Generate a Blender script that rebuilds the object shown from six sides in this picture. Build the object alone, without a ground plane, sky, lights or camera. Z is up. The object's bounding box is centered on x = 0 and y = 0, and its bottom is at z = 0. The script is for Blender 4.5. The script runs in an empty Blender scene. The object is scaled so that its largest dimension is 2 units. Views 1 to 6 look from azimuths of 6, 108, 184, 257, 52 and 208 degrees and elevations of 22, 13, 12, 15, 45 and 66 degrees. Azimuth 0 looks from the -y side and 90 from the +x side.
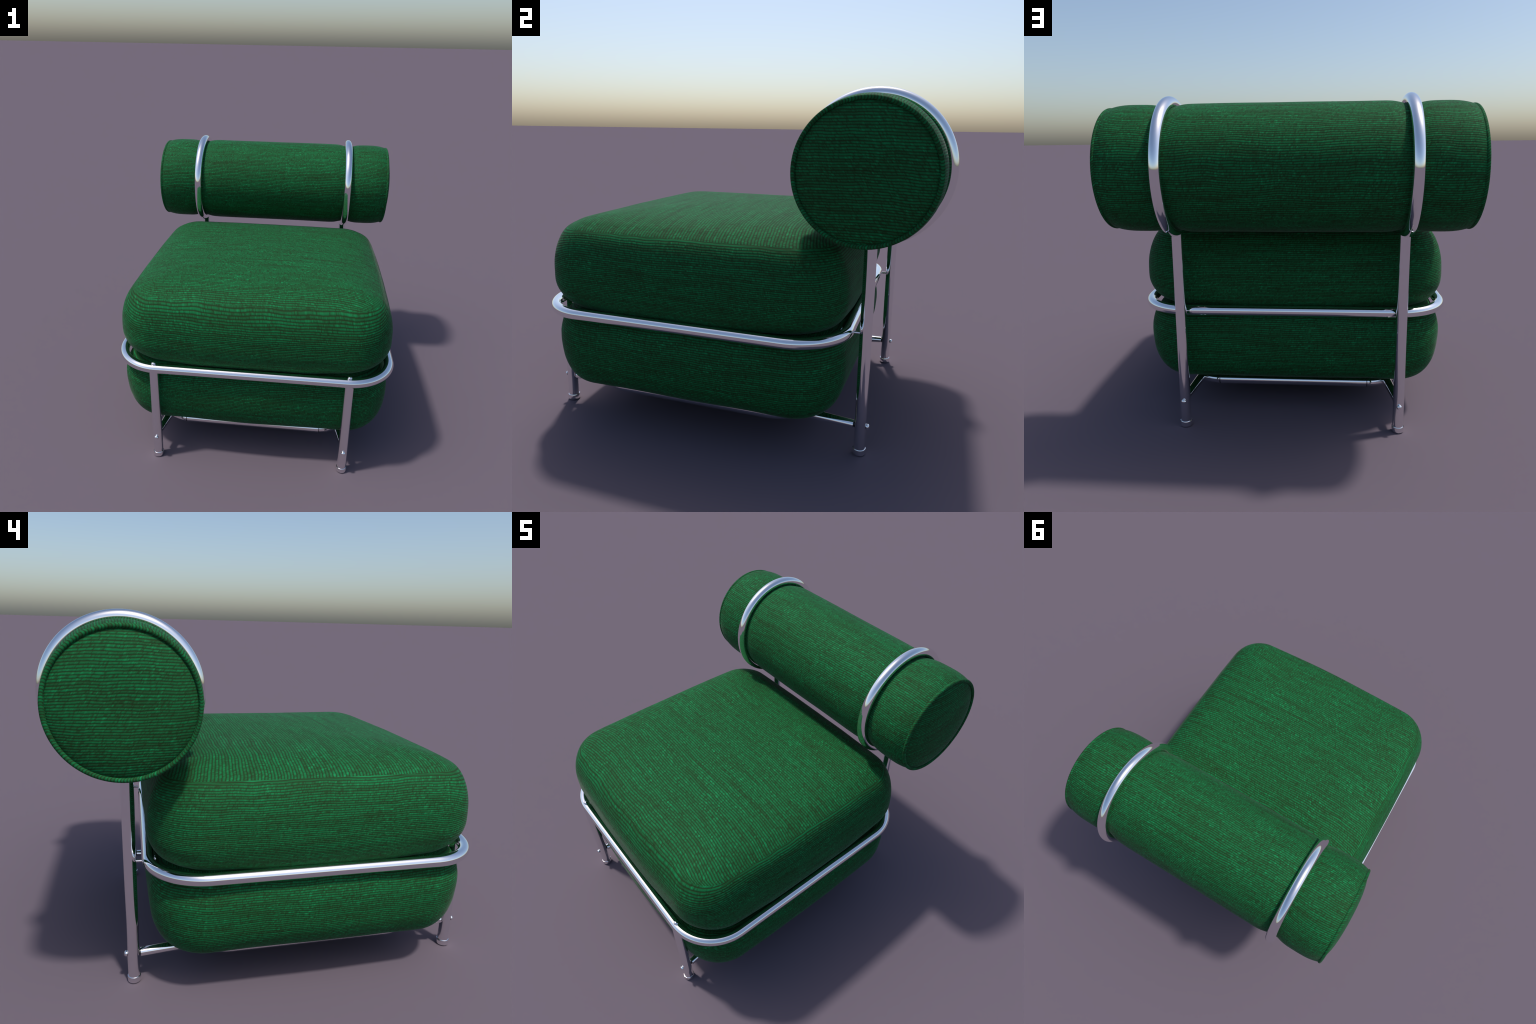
import bpy, bmesh, math
from mathutils import Vector, noise

# ------------------------------------------------------------------ measures
TUBE = 0.0280            # radius of the chromed tube
LEG_X = 0.556            # legs and headrest loops stand at +-LEG_X
FRONT_Y, REAR_Y = -0.958, 0.667
ROLL_Y, ROLL_Z = 0.661, 1.350   # axis of the headrest roll, a touch inside the loops
CENTRE_Y = -0.186        # middle of the seat in depth
RING_Z, RING_HX, RING_HY, RING_R = 0.615, 0.800, 0.774, 0.255
LOW_Z, LOW_HX, LOW_HY, LOW_R = 0.149, 0.592, 0.594, 0.20
LOOP_Z, LOOP_R = 1.354, 0.305
PITCH = 0.0110           # spacing of the woven ribs

# ------------------------------------------------------------------ scene helpers
root = bpy.data.objects.new("lounge_chair", None)
bpy.context.scene.collection.objects.link(root)
root.empty_display_size = 0.2
root["label"] = "low green ribbed fabric lounge chair with chromed tube frame"
root["category"] = "chair"


def add(name, mesh, material, parent=root, loc=(0, 0, 0), smooth=True):
    ob = bpy.data.objects.new(name, mesh)
    bpy.context.scene.collection.objects.link(ob)
    if material and not mesh.materials:
        mesh.materials.append(material)
    if smooth:
        for p in mesh.polygons:
            p.use_smooth = True
    mesh.set_sharp_from_angle(angle=math.radians(48))
    ob.parent = parent
    ob.location = loc
    return ob


def repeat(ob, name, loc, rot=(0, 0, 0), parent=root, scale=(1, 1, 1)):
    o = ob.copy()
    o.name = name
    bpy.context.scene.collection.objects.link(o)
    o.parent = parent
    o.location, o.rotation_euler, o.scale = loc, rot, scale
    return o


def mesh_from(name, verts, faces):
    me = bpy.data.meshes.new(name)
    me.from_pydata([tuple(v) for v in verts], [], faces)
    bm = bmesh.new()
    bm.from_mesh(me)
    bmesh.ops.recalc_face_normals(bm, faces=bm.faces)
    bm.to_mesh(me)
    bm.free()
    return me


def sweep(name, path, radius, closed=False, sides=40, up=Vector((0, 0, 1))):
    """Tube along a planar path; radius is a number or a function of the index."""
    n = len(path)
    rad = radius if callable(radius) else (lambda i: radius)
    verts, faces = [], []
    for i, p in enumerate(path):
        a = path[(i - 1) % n] if (closed or i > 0) else path[i]
        b = path[(i + 1) % n] if (closed or i < n - 1) else path[i]
        t = (Vector(b) - Vector(a)).normalized()
        u = up if abs(t.dot(up)) < 0.95 else Vector((0, 1, 0))
        s = t.cross(u).normalized()
        w = s.cross(t).normalized()
        for k in range(sides):
            q = 2 * math.pi * k / sides
            verts.append(Vector(p) + (s * math.cos(q) + w * math.sin(q)) * rad(i))
    for i in range(n if closed else n - 1):
        j = (i + 1) % n
        for k in range(sides):
            l = (k + 1) % sides
            faces.append((i * sides + k, i * sides + l, j * sides + l, j * sides + k))
    if not closed:
        faces.append(tuple(range(sides - 1, -1, -1)))
        faces.append(tuple((n - 1) * sides + k for k in range(sides)))
    return mesh_from(name, verts, faces)


def lathe(name, profile, axis='Z', sides=64):
    """Spin (radius, height) pairs round an axis; zero radii become poles."""
    verts, faces, rows = [], [], []
    for r, h in profile:
        if r < 1e-6:
            rows.append([len(verts)])
            verts.append((0, 0, h))
        else:
            rows.append(list(range(len(verts), len(verts) + sides)))
            for k in range(sides):
                q = 2 * math.pi * k / sides
                verts.append((r * math.cos(q), r * math.sin(q), h))
    for A, B in zip(rows, rows[1:]):
        for k in range(sides):
            l = (k + 1) % sides
            if len(A) == 1 and len(B) == 1:
                continue
            if len(A) == 1:
                faces.append((A[0], B[k], B[l]))
            elif len(B) == 1:
                faces.append((A[k], A[l], B[0]))
            else:
                faces.append((A[k], A[l], B[l], B[k]))
    if axis == 'X':
        verts = [(z, x, y) for x, y, z in verts]
    elif axis == 'Y':
        verts = [(x, z, -y) for x, y, z in verts]
    return mesh_from(name, verts, faces)


def rounded_rect(hx, hy, r, corner=16, straight=24, z=0.0, cy=0.0):
    """Closed plan outline of a rounded rectangle, counter-clockwise."""
    pts = []
    cs = [(hx - r, hy - r, 0), (-hx + r, hy - r, 90), (-hx + r, -hy + r, 180), (hx - r, -hy + r, 270)]
    for i, (x, y, a) in enumerate(cs):
        for k in range(corner + 1):
            q = math.radians(a + 90 * k / corner)
            pts.append(Vector((x + r * math.cos(q), y + r * math.sin(q) + cy, z)))
        x2, y2, a2 = cs[(i + 1) % 4]
        q = math.radians(a2)
        e = Vector((x2 + r * math.cos(q), y2 + r * math.sin(q) + cy, z))
        s = pts[-1].copy()
        for k in range(1, straight):
            pts.append(s.lerp(e, k / straight))
    return pts


# ------------------------------------------------------------------ materials
class Nodes:
    """Small expression builder on top of a node tree."""

    def __init__(self, mat):
        self.t = mat.node_tree
        self.n = self.t.nodes
        self.l = self.t.links

    def put(self, sock, v):
        if isinstance(v, bpy.types.NodeSocket):
            self.l.new(v, sock)
        else:
            sock.default_value = v

    def math(self, op, a, b=0.0, c=0.0):
        m = self.n.new("ShaderNodeMath")
        m.operation = op
        for s, v in zip(m.inputs, (a, b, c)):
            self.put(s, v)
        return m.outputs[0]

    def add(self, a, b): return self.math('ADD', a, b)
    def sub(self, a, b): return self.math('SUBTRACT', a, b)
    def mul(self, a, b): return self.math('MULTIPLY', a, b)

    def ramp(self, v, lo, hi, a=0.0, b=1.0, smooth=True):
        m = self.n.new("ShaderNodeMapRange")
        m.interpolation_type = 'SMOOTHSTEP' if smooth else 'LINEAR'
        for s, x in zip(m.inputs, (v, lo, hi, a, b)):
            self.put(s, x)
        return m.outputs[0]

    def mixf(self, f, a, b):
        m = self.n.new("ShaderNodeMix")
        m.data_type = 'FLOAT'
        self.put(m.inputs[0], f)
        self.put(m.inputs[2], a)
        self.put(m.inputs[3], b)
        return m.outputs[0]

    def mixc(self, f, a, b):
        m = self.n.new("ShaderNodeMix")
        m.data_type = 'RGBA'
        self.put(m.inputs[0], f)
        self.put(m.inputs[6], a)
        self.put(m.inputs[7], b)
        return m.outputs[2]

    def vec(self, x, y, z):
        m = self.n.new("ShaderNodeCombineXYZ")
        for s, v in zip(m.inputs, (x, y, z)):
            self.put(s, v)
        return m.outputs[0]

    def noise(self, v, scale=1.0, detail=2.0, rough=0.5):
        m = self.n.new("ShaderNodeTexNoise")
        self.put(m.inputs['Vector'], v)
        m.inputs['Scale'].default_value = scale
        m.inputs['Detail'].default_value = detail
        m.inputs['Roughness'].default_value = rough
        return m.outputs['Fac']

    def coords(self):
        tc = self.n.new("ShaderNodeTexCoord")
        sx = self.n.new("ShaderNodeSeparateXYZ")
        self.l.new(tc.outputs['Object'], sx.inputs[0])
        nx = self.n.new("ShaderNodeSeparateXYZ")
        self.l.new(tc.outputs['Normal'], nx.inputs[0])
        return tc.outputs['Object'], sx.outputs, nx.outputs


def new_material(name):
    m = bpy.data.materials.new(name)
    m.use_nodes = True
    return m, Nodes(m), m.node_tree.nodes["Principled BSDF"]


GROOVE = (0.0135, 0.028, 0.0080, 1)
THREAD = (0.0068, 0.130, 0.040, 1)
SLUB = (0.010, 0.300, 0.098, 1)


def fabric(name, layout, pitch=PITCH, relief=0.24):
    """Ribbed woven wool.  layout(N, pos, xyz, nrm) returns the coordinate across
    the ribs and the coordinate along them, both in metres."""
    mat, N, bsdf = new_material(name)
    pos, xyz, nrm = N.coords()
    s, t = layout(N, pos, xyz, nrm)
    # hand-loomed waviness of the ribs
    wob = N.mul(N.sub(N.noise(pos, 4.0, 2.0), 0.5), 0.032)
    wob2 = N.mul(N.sub(N.noise(pos, 45.0, 1.0), 0.5), 0.0020)
    s = N.add(s, N.add(wob, wob2))
    q = N.math('DIVIDE', s, pitch)
    row = N.math('FLOOR', q)
    f = N.sub(N.math('FRACT', q), 0.5)
    # rounded rib profile: 1 on the crest, 0 in the groove
    rib = N.sub(1.0, N.math('POWER', N.math('ABSOLUTE', N.mul(f, 2.0)), 1.5))
    # dashes along each rib, a little slanted; every row has its own sequence
    ts = N.add(t, N.mul(f, pitch * 0.3))
    dash = N.noise(N.vec(N.mul(ts, 66.0), N.mul(row, 7.31), 0.0), 1.0, 3.0, 0.65)
    tick = N.noise(N.vec(N.mul(ts, 120.0), N.mul(row, 5.77), 21.0), 1.0, 1.0, 0.5)
    fine = N.noise(N.vec(N.mul(ts, 260.0), N.mul(q, 3.0), 3.7), 1.0, 2.0, 0.6)
    streak = N.noise(N.vec(N.mul(row, 3.17), N.mul(t, 4.0), 9.0), 1.0, 2.0)
    band = N.noise(N.vec(N.mul(s, 42.0), N.mul(t, 1.6), 4.0), 1.0, 3.0, 0.6)
    patch = N.noise(pos, 6.0, 3.0, 0.6)
    slub = N.add(N.ramp(dash, 0.48, 0.74), N.mul(N.sub(fine, 0.5), 0.6))
    slub = N.mul(N.mul(slub, N.ramp(patch, 0.38, 0.66, 0.45, 0.95)), N.ramp(band, 0.34, 0.62, 0.70, 1.10))
    gap = N.ramp(N.add(tick, N.mul(N.sub(fine, 0.5), 0.3)), 0.36, 0.50)
    body = N.mul(rib, N.add(0.42, N.mul(gap, 0.58)))
    body = N.mul(body, N.ramp(streak, 0.32, 0.62, 0.55, 1.0))
    body = N.mul(body, N.ramp(band, 0.34, 0.62, 0.78, 1.10))
    body = N.math('MINIMUM', N.math('MAXIMUM', N.mul(body, 1.15), 0.0), 1.0)
    col = N.mixc(body, GROOVE, THREAD)
    hot = N.math('MINIMUM', N.math('MAXIMUM', N.mul(N.mul(slub, rib), 0.85), 0.0), 1.0)
    col = N.mixc(hot, col, SLUB)
    N.put(bsdf.inputs['Base Color'], col)
    bsdf.inputs['Roughness'].default_value = 0.74
    bsdf.inputs['Specular IOR Level'].default_value = 0.09
    bsdf.inputs['Sheen Weight'].default_value = 0.09
    bsdf.inputs['Sheen Roughness'].default_value = 0.28
    bump = N.n.new("ShaderNodeBump")
    bump.inputs['Strength'].default_value = relief
    bump.inputs['Distance'].default_value = 0.003
    height = N.add(N.mul(rib, N.add(0.6, N.mul(gap, 0.4))), N.mul(fine, 0.30))
    N.put(bump.inputs['Height'], height)
    N.l.new(bump.outputs[0], bsdf.inputs['Normal'])
    return mat


def layout_seat(N, pos, xyz, nrm):
    """Top panel: ribs run across the seat and roll down the front edge; the
    boxing on the sides and back carries level ribs."""
    x, y, z = xyz
    edge = N.ramp(N.math('ABSOLUTE', x), 0.45, 0.82)
    fan = N.sub(1.0, N.mul(edge, 0.07))
    yy = N.add(N.mul(N.sub(y, -0.18), fan), -0.18)
    Y = N.sub(yy, -0.85)
    yn = N.math('MAXIMUM', N.mul(Y, -1.0), 0.0)
    zn = N.mul(N.math('MAXIMUM', N.sub(1.03, z), 0.0), N.ramp(y, -0.84, -0.70, 1.0, 0.25))
    p = 3.0
    roll = N.math('POWER', N.add(N.math('POWER', yn, p), N.math('POWER', zn, p)), 1.0 / p)
    top = N.sub(N.math('MAXIMUM', Y, 0.0), roll)
    # boxing: level ribs, closer towards the bottom, stretched where the front rolls over
    low = N.math('MAXIMUM', N.sub(1.025, z), 0.0)
    side = N.mul(N.add(low, N.mul(N.mul(low, low), 0.42)), -1.32)
    face = N.mul(N.add(N.mul(low, 0.72), N.mul(N.mul(low, low), 1.15)), -1.0)
    side = N.mixf(N.ramp(y, -0.93, -0.70, 1.0, 0.0), side, face)
    up = N.ramp(z, 1.0168, 1.0171)      # seam level
    s = N.mixf(up, side, top)
    around = N.ramp(N.math('ABSOLUTE', nrm[0]), 0.70, 0.72)
    t_side = N.mixf(around, x, y)
    t = N.mixf(up, t_side, x)
    return s, t


def layout_boxing(N, pos, xyz, nrm):
    x, y, z = xyz
    around = N.ramp(N.math('ABSOLUTE', nrm[0]), 0.70, 0.72)
    s = N.mixf(N.ramp(N.math('ABSOLUTE', nrm[2]), 0.90, 0.91), z, y)
    return s, N.mixf(around, x, y)


def layout_roll(N, pos, xyz, nrm):
    x, y, z = xyz
    ang = N.math('ARCTAN2', N.sub(z, ROLL_Z), N.sub(y, ROLL_Y))
    return N.mul(ang, 0.300), x


def layout_disc(N, pos, xyz, nrm):
    x, y, z = xyz
    bow = N.mul(N.math('POWER', N.sub(y, ROLL_Y), 2.0), 0.10)
    return N.add(z, bow), N.add(y, N.mul(z, 0.35))


def layout_piping(N, pos, xyz, nrm):
    x, y, z = xyz
    ang = N.math('ARCTAN2', N.sub(z, ROLL_Z), N.sub(y, ROLL_Y))
    return N.add(N.mul(ang, 0.285), N.mul(x, 0.8)), x


def chrome():
    mat, N, bsdf = new_material("polished_chrome")
    pos, xyz, nrm = N.coords()
    b = N.noise(pos, 60.0, 2.0)
    N.put(bsdf.inputs['Base Color'], N.mixc(b, (0.90, 0.90, 0.905, 1), (0.93, 0.93, 0.935, 1)))
    bsdf.inputs['Metallic'].default_value = 1.0
    bsdf.inputs['Roughness'].default_value = 0.045
    return mat


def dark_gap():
    mat, N, bsdf = new_material("near_black")
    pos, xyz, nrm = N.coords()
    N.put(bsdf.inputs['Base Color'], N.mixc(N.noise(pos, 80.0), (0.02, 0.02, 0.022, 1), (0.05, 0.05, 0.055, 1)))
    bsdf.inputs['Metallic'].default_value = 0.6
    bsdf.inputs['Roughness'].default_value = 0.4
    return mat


CHROME = chrome()
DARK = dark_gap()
SEAT_MAT = fabric("green_ribbed_wool_seat", layout_seat, 0.0138, 0.32)
BASE_MAT = fabric("green_ribbed_wool_base", layout_boxing, 0.0104)
ROLL_MAT = fabric("green_ribbed_wool_roll", layout_roll)
DISC_MAT = fabric("green_ribbed_wool_disc", layout_disc)
PIPE_MAT = fabric("green_ribbed_wool_piping", layout_piping, 0.012, 0.08)


# ------------------------------------------------------------------ cushions
def smooth_profile(points, steps):
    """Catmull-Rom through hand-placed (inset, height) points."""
    out = []
    P = [Vector((a, b)) for a, b in points]
    for i in range(len(P) - 1):
        p0 = P[i - 1] if i else P[i] * 2 - P[i + 1]
        p1, p2 = P[i], P[i + 1]
        p3 = P[i + 2] if i + 2 < len(P) else P[i + 1] * 2 - P[i]
        for k in range(steps):
            u = k / steps
            out.append(0.5 * (2 * p1 + (p2 - p0) * u + (2 * p0 - 5 * p1 + 4 * p2 - p3) * u * u
                              + (3 * p1 - p0 - 3 * p2 + p3) * u ** 3))
    out.append(P[-1])
    return out


def cushion(name, hx, hy, corner_r, profile, steps=7, bow=0.006, front_bow=0.02, soft=0.0025, seed=0.0, tuck=0.0, arch=0.0):
    """Soft box: rounded-rectangle rings stacked along a profile of
    (inset from the widest outline, height), closed by the end rings."""
    rings = []
    prof = smooth_profile(profile, steps)
    for inset, z in prof:
        ax, ay = hx - inset, hy - inset
        r = max(corner_r - inset * 0.8, 0.06)
        r = min(r, ax * 0.98, ay * 0.98)
        ring = rounded_rect(ax, ay, r, corner=18, straight=36, z=z, cy=CUSHION_Y)
        out = []
        for p in ring:
            fx, fy = p.x / hx, (p.y - CUSHION_Y) / hy
            p = p.copy()
            p.x += bow * math.copysign(1, p.x) * (1 - min(1, fy * fy)) * abs(fx)
            p.y += (bow if p.y > CUSHION_Y else front_bow) * math.copysign(1, p.y - CUSHION_Y) * (1 - min(1, fx * fx)) * abs(fy)
            # corners of the underside are tucked in more than the middles
            c = max(0.0, abs(fx) + abs(fy) - 1.35) / 0.40
            k = tuck * min(1.0, c) * min(inset, 0.06) / 0.06 * max(0.0, min(1.0, (0.80 - z) / 0.1, (z - 0.45) / 0.05))
            p.z += arch * (1.0 - min(1.0, c)) * max(0.0, min(1.0, (0.34 - z) / 0.14))
            p.x -= math.copysign(k, p.x)
            p.y -= math.copysign(k, p.y - CUSHION_Y)
            out.append(p)
        rings.append(out)
    n = len(rings[0])
    verts = [p for ring in rings for p in ring]
    faces = []
    for i in range(len(rings) - 1):
        for k in range(n):
            l = (k + 1) % n
            faces.append((i * n + k, i * n + l, (i + 1) * n + l, (i + 1) * n + k))
    faces.append(tuple(range(n - 1, -1, -1)))
    faces.append(tuple((len(rings) - 1) * n + k for k in range(n)))
    me = mesh_from(name, verts, faces)
    # gentle unevenness of the upholstery
    normals = [v.normal.copy() for v in me.vertices]
    for v, nrm in zip(me.vertices, normals):
        p = v.co
        d = noise.noise(Vector((p.x * 2.6 + seed, p.y * 2.6, p.z * 3.2))) \
            + 0.4 * noise.noise(Vector((p.x * 7 + seed, p.y * 7, p.z * 7)))
        v.co = p + nrm * d * soft
    return me


CUSHION_Y = -0.176
seat_profile = [(0.40, 0.619), (0.12, 0.619), (0.054, 0.623), (0.029, 0.646), (0.011, 0.688),
                (0.001, 0.742), (0.0, 0.795), (0.004, 0.860), (0.019, 0.925), (0.043, 0.979), (0.071, 1.014),
                (0.110, 1.038), (0.160, 1.059), (0.26, 1.081), (0.42, 1.096), (0.60, 1.103), (0.70, 1.105)]
seat = add("seat_cushion", cushion("seat_cushion", 0.793, 0.757, 0.220, seat_profile, bow=0.018, front_bow=0.034, seed=1.7, tuck=0.040), SEAT_MAT)

base_profile = [(0.50, 0.174), (0.25, 0.176), (0.150, 0.182), (0.098, 0.199), (0.059, 0.229), (0.029, 0.277),
                (0.010, 0.336), (0.002, 0.399), (0.0, 0.450), (0.004, 0.500), (0.018, 0.555),
                (0.042, 0.592), (0.075, 0.611), (0.12, 0.617), (0.40, 0.617)]
base = add("base_cushion", cushion("base_cushion", 0.790, 0.752, 0.225, base_profile, bow=0.024, front_bow=0.034, seed=8.3,
                                   tuck=0.014, arch=0.011), BASE_MAT)

# ------------------------------------------------------------------ headrest roll
ROLL_END = 0.842


def roll_radius(x):
    """Bolster radius along its length: squeezed by the loops, eased at the ends."""
    a = abs(x)
    r = 0.3030
    r -= 0.0165 * math.exp(-((a - LEG_X) / 0.055) ** 2)
    if a > LEG_X:
        r -= 0.003
    e = (a - 0.70) / (ROLL_END - 0.70)
    if e > 0:
        r -= 0.0185 * e ** 3
    return r


xs = []
n = 180
for i in range(n + 1):
    xs.append(-ROLL_END + 2 * ROLL_END * i / n)
body = lathe("headrest_roll", [(roll_radius(x), x) for x in xs], 'X', 128)
for v in body.vertices:
    d = noise.noise(Vector((v.co.x * 3, v.co.y * 4, v.co.z * 4 + 5)))
    k = 0.0022 * min(1.0, abs(abs(v.co.x) - LEG_X) / 0.12)
    rad = Vector((0, v.co.y, v.co.z)).normalized()
    v.co += rad * d * k
for v in body.vertices:
    v.co += Vector((0, ROLL_Y, ROLL_Z))
roll = add("headrest_roll", body, ROLL_MAT)

for sgn in (1, -1):
    prof = []
    R = 0.2775
    for i in range(0, 49):
        u = i / 48
        r = R * u
        bulge = 0.040 * (1 - u ** 3.4) - 0.003 * math.exp(-((u - 0.98) / 0.02) ** 2)
        prof.append((r, sgn * (ROLL_END - 0.003 + bulge)))
    disc = lathe("end_panel", prof, 'X', 128)
    for v in disc.vertices:
        v.co += Vector((0, ROLL_Y, ROLL_Z))
    add("end_panel", disc, DISC_MAT, roll)
    path = []
    for k in range(160):
        q = 2 * math.pi * k / 160
        path.append(Vector((sgn * ROLL_END, ROLL_Y + 0.2785 * math.cos(q), ROLL_Z + 0.2785 * math.sin(q))))
    add("piping", sweep("piping", path, 0.0095, True, 20, Vector((1, 0, 0))), PIPE_MAT, roll)

# ------------------------------------------------------------------ chromed frame
ring = rounded_rect(RING_HX, RING_HY, RING_R, corner=40, straight=10, z=RING_Z, cy=CENTRE_Y)
seat_ring = add("seat_ring", sweep("seat_ring", ring, TUBE, True), CHROME)


def leg_mesh(name, height):
    zs = [0.030 + (height - 0.030) * i / 24 for i in range(25)]
    return lathe(name, [(TUBE, z) for z in zs], 'Z', 48)


foot_mesh = lathe("foot_cap", [(0.0, 0.0), (0.0260, 0.0), (0.0298, 0.0015), (0.0308, 0.005),
                               (0.0308, 0.0285), (0.0302, 0.0295), (0.0270, 0.0300)], 'Z', 48)
stud_mesh = lathe("stud", [(0.0, 0.0), (0.0085, 0.0), (0.0085, 0.0045), (0.0125, 0.0050), (0.0136, 0.0075),
                           (0.0134, 0.0105), (0.0118, 0.0140), (0.0085, 0.0168), (0.0045, 0.0181), (0.0, 0.0184)],
                  'Z', 32)
front_leg_mesh = leg_mesh("front_leg", RING_Z - 0.008)
rear_leg_mesh = leg_mesh("rear_leg", LOOP_Z - LOOP_R - 0.006)

loop_path = [Vector((0, (LOOP_R + 0.003) * math.cos(2 * math.pi * k / 160), LOOP_R * math.sin(2 * math.pi * k / 160)))
             for k in range(160)]
loop_mesh = sweep("headrest_loop", loop_path, TUBE, True, 40, Vector((1, 0, 0)))

# welded lower frame: rounded-rectangle ring with a fine joint beside each elbow
low = rounded_rect(LOW_HX, LOW_HY, LOW_R, corner=40, straight=80, z=LOW_Z, cy=CENTRE_Y)


lower_ring = add("lower_ring", sweep("lower_ring", low, TUBE, True), CHROME)
joint_mesh = lathe("tube_joint", [(TUBE - 0.001, -0.002), (TUBE + 0.0004, -0.002), (TUBE + 0.0004, 0.002),
                                  (TUBE - 0.001, 0.002)], 'X', 40)
for sx in (1, -1):
    for sy in (1, -1):
        add("tube_joint", joint_mesh, DARK, lower_ring, (sx * 0.415, CENTRE_Y + sy * LOW_HY * 0.9992, LOW_Z))

for sx in (1, -1):
    for front in (True, False):
        y = FRONT_Y if front else REAR_Y
        out = -1 if front else 1
        leg = add("front_leg" if front else "rear_leg", front_leg_mesh if front else rear_leg_mesh,
                  CHROME, root, (sx * LEG_X, y, 0))
        add("foot_cap", foot_mesh, CHROME, leg)
        rx = math.radians(90 if out < 0 else -90)
        stud = add("stud", stud_mesh, CHROME, leg, (0, out * (TUBE - 0.004), 0.147))
        stud.rotation_euler = (rx, 0, 0)
        # short rail from the leg to the lower ring
        a = Vector((sx * LEG_X, y - out * (TUBE + 0.004), 0.148))
        b = Vector((sx * 0.528, CENTRE_Y + out * 0.545, LOW_Z))
        path = [a.lerp(b, i / 12) for i in range(13)]
        add("frame_rail", sweep("frame_rail", path, lambda i: 0.0205 + 0.004 * min(1, i / 8)), CHROME, lower_ring)
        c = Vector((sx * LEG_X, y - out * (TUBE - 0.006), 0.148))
        add("rail_gap_shadow", sweep("rail_gap_shadow", [c, a.lerp(b, 0.02)], 0.013), DARK, lower_ring)  # near-black plug modelled for the shadow between rail end and leg
        if front:
            top = add("stud", stud_mesh, CHROME, leg, (0, 0, RING_Z + TUBE - 0.004))
        else:
            p0 = Vector((sx * LEG_X, REAR_Y - TUBE + 0.004, RING_Z - 0.004))
            p1 = Vector((sx * LEG_X, CENTRE_Y + RING_HY, RING_Z - 0.004))
            add("spacer_pin", sweep("spacer_pin", [p0, p1], 0.0065, False, 20), CHROME, seat_ring)
            s2 = add("stud", stud_mesh, CHROME, seat_ring,
                     (sx * LEG_X, CENTRE_Y + RING_HY - TUBE + 0.004, RING_Z + 0.002))
            s2.rotation_euler = (math.radians(90), 0, 0)
            add("headrest_loop", loop_mesh, CHROME, leg, (0, -0.003, LOOP_Z))
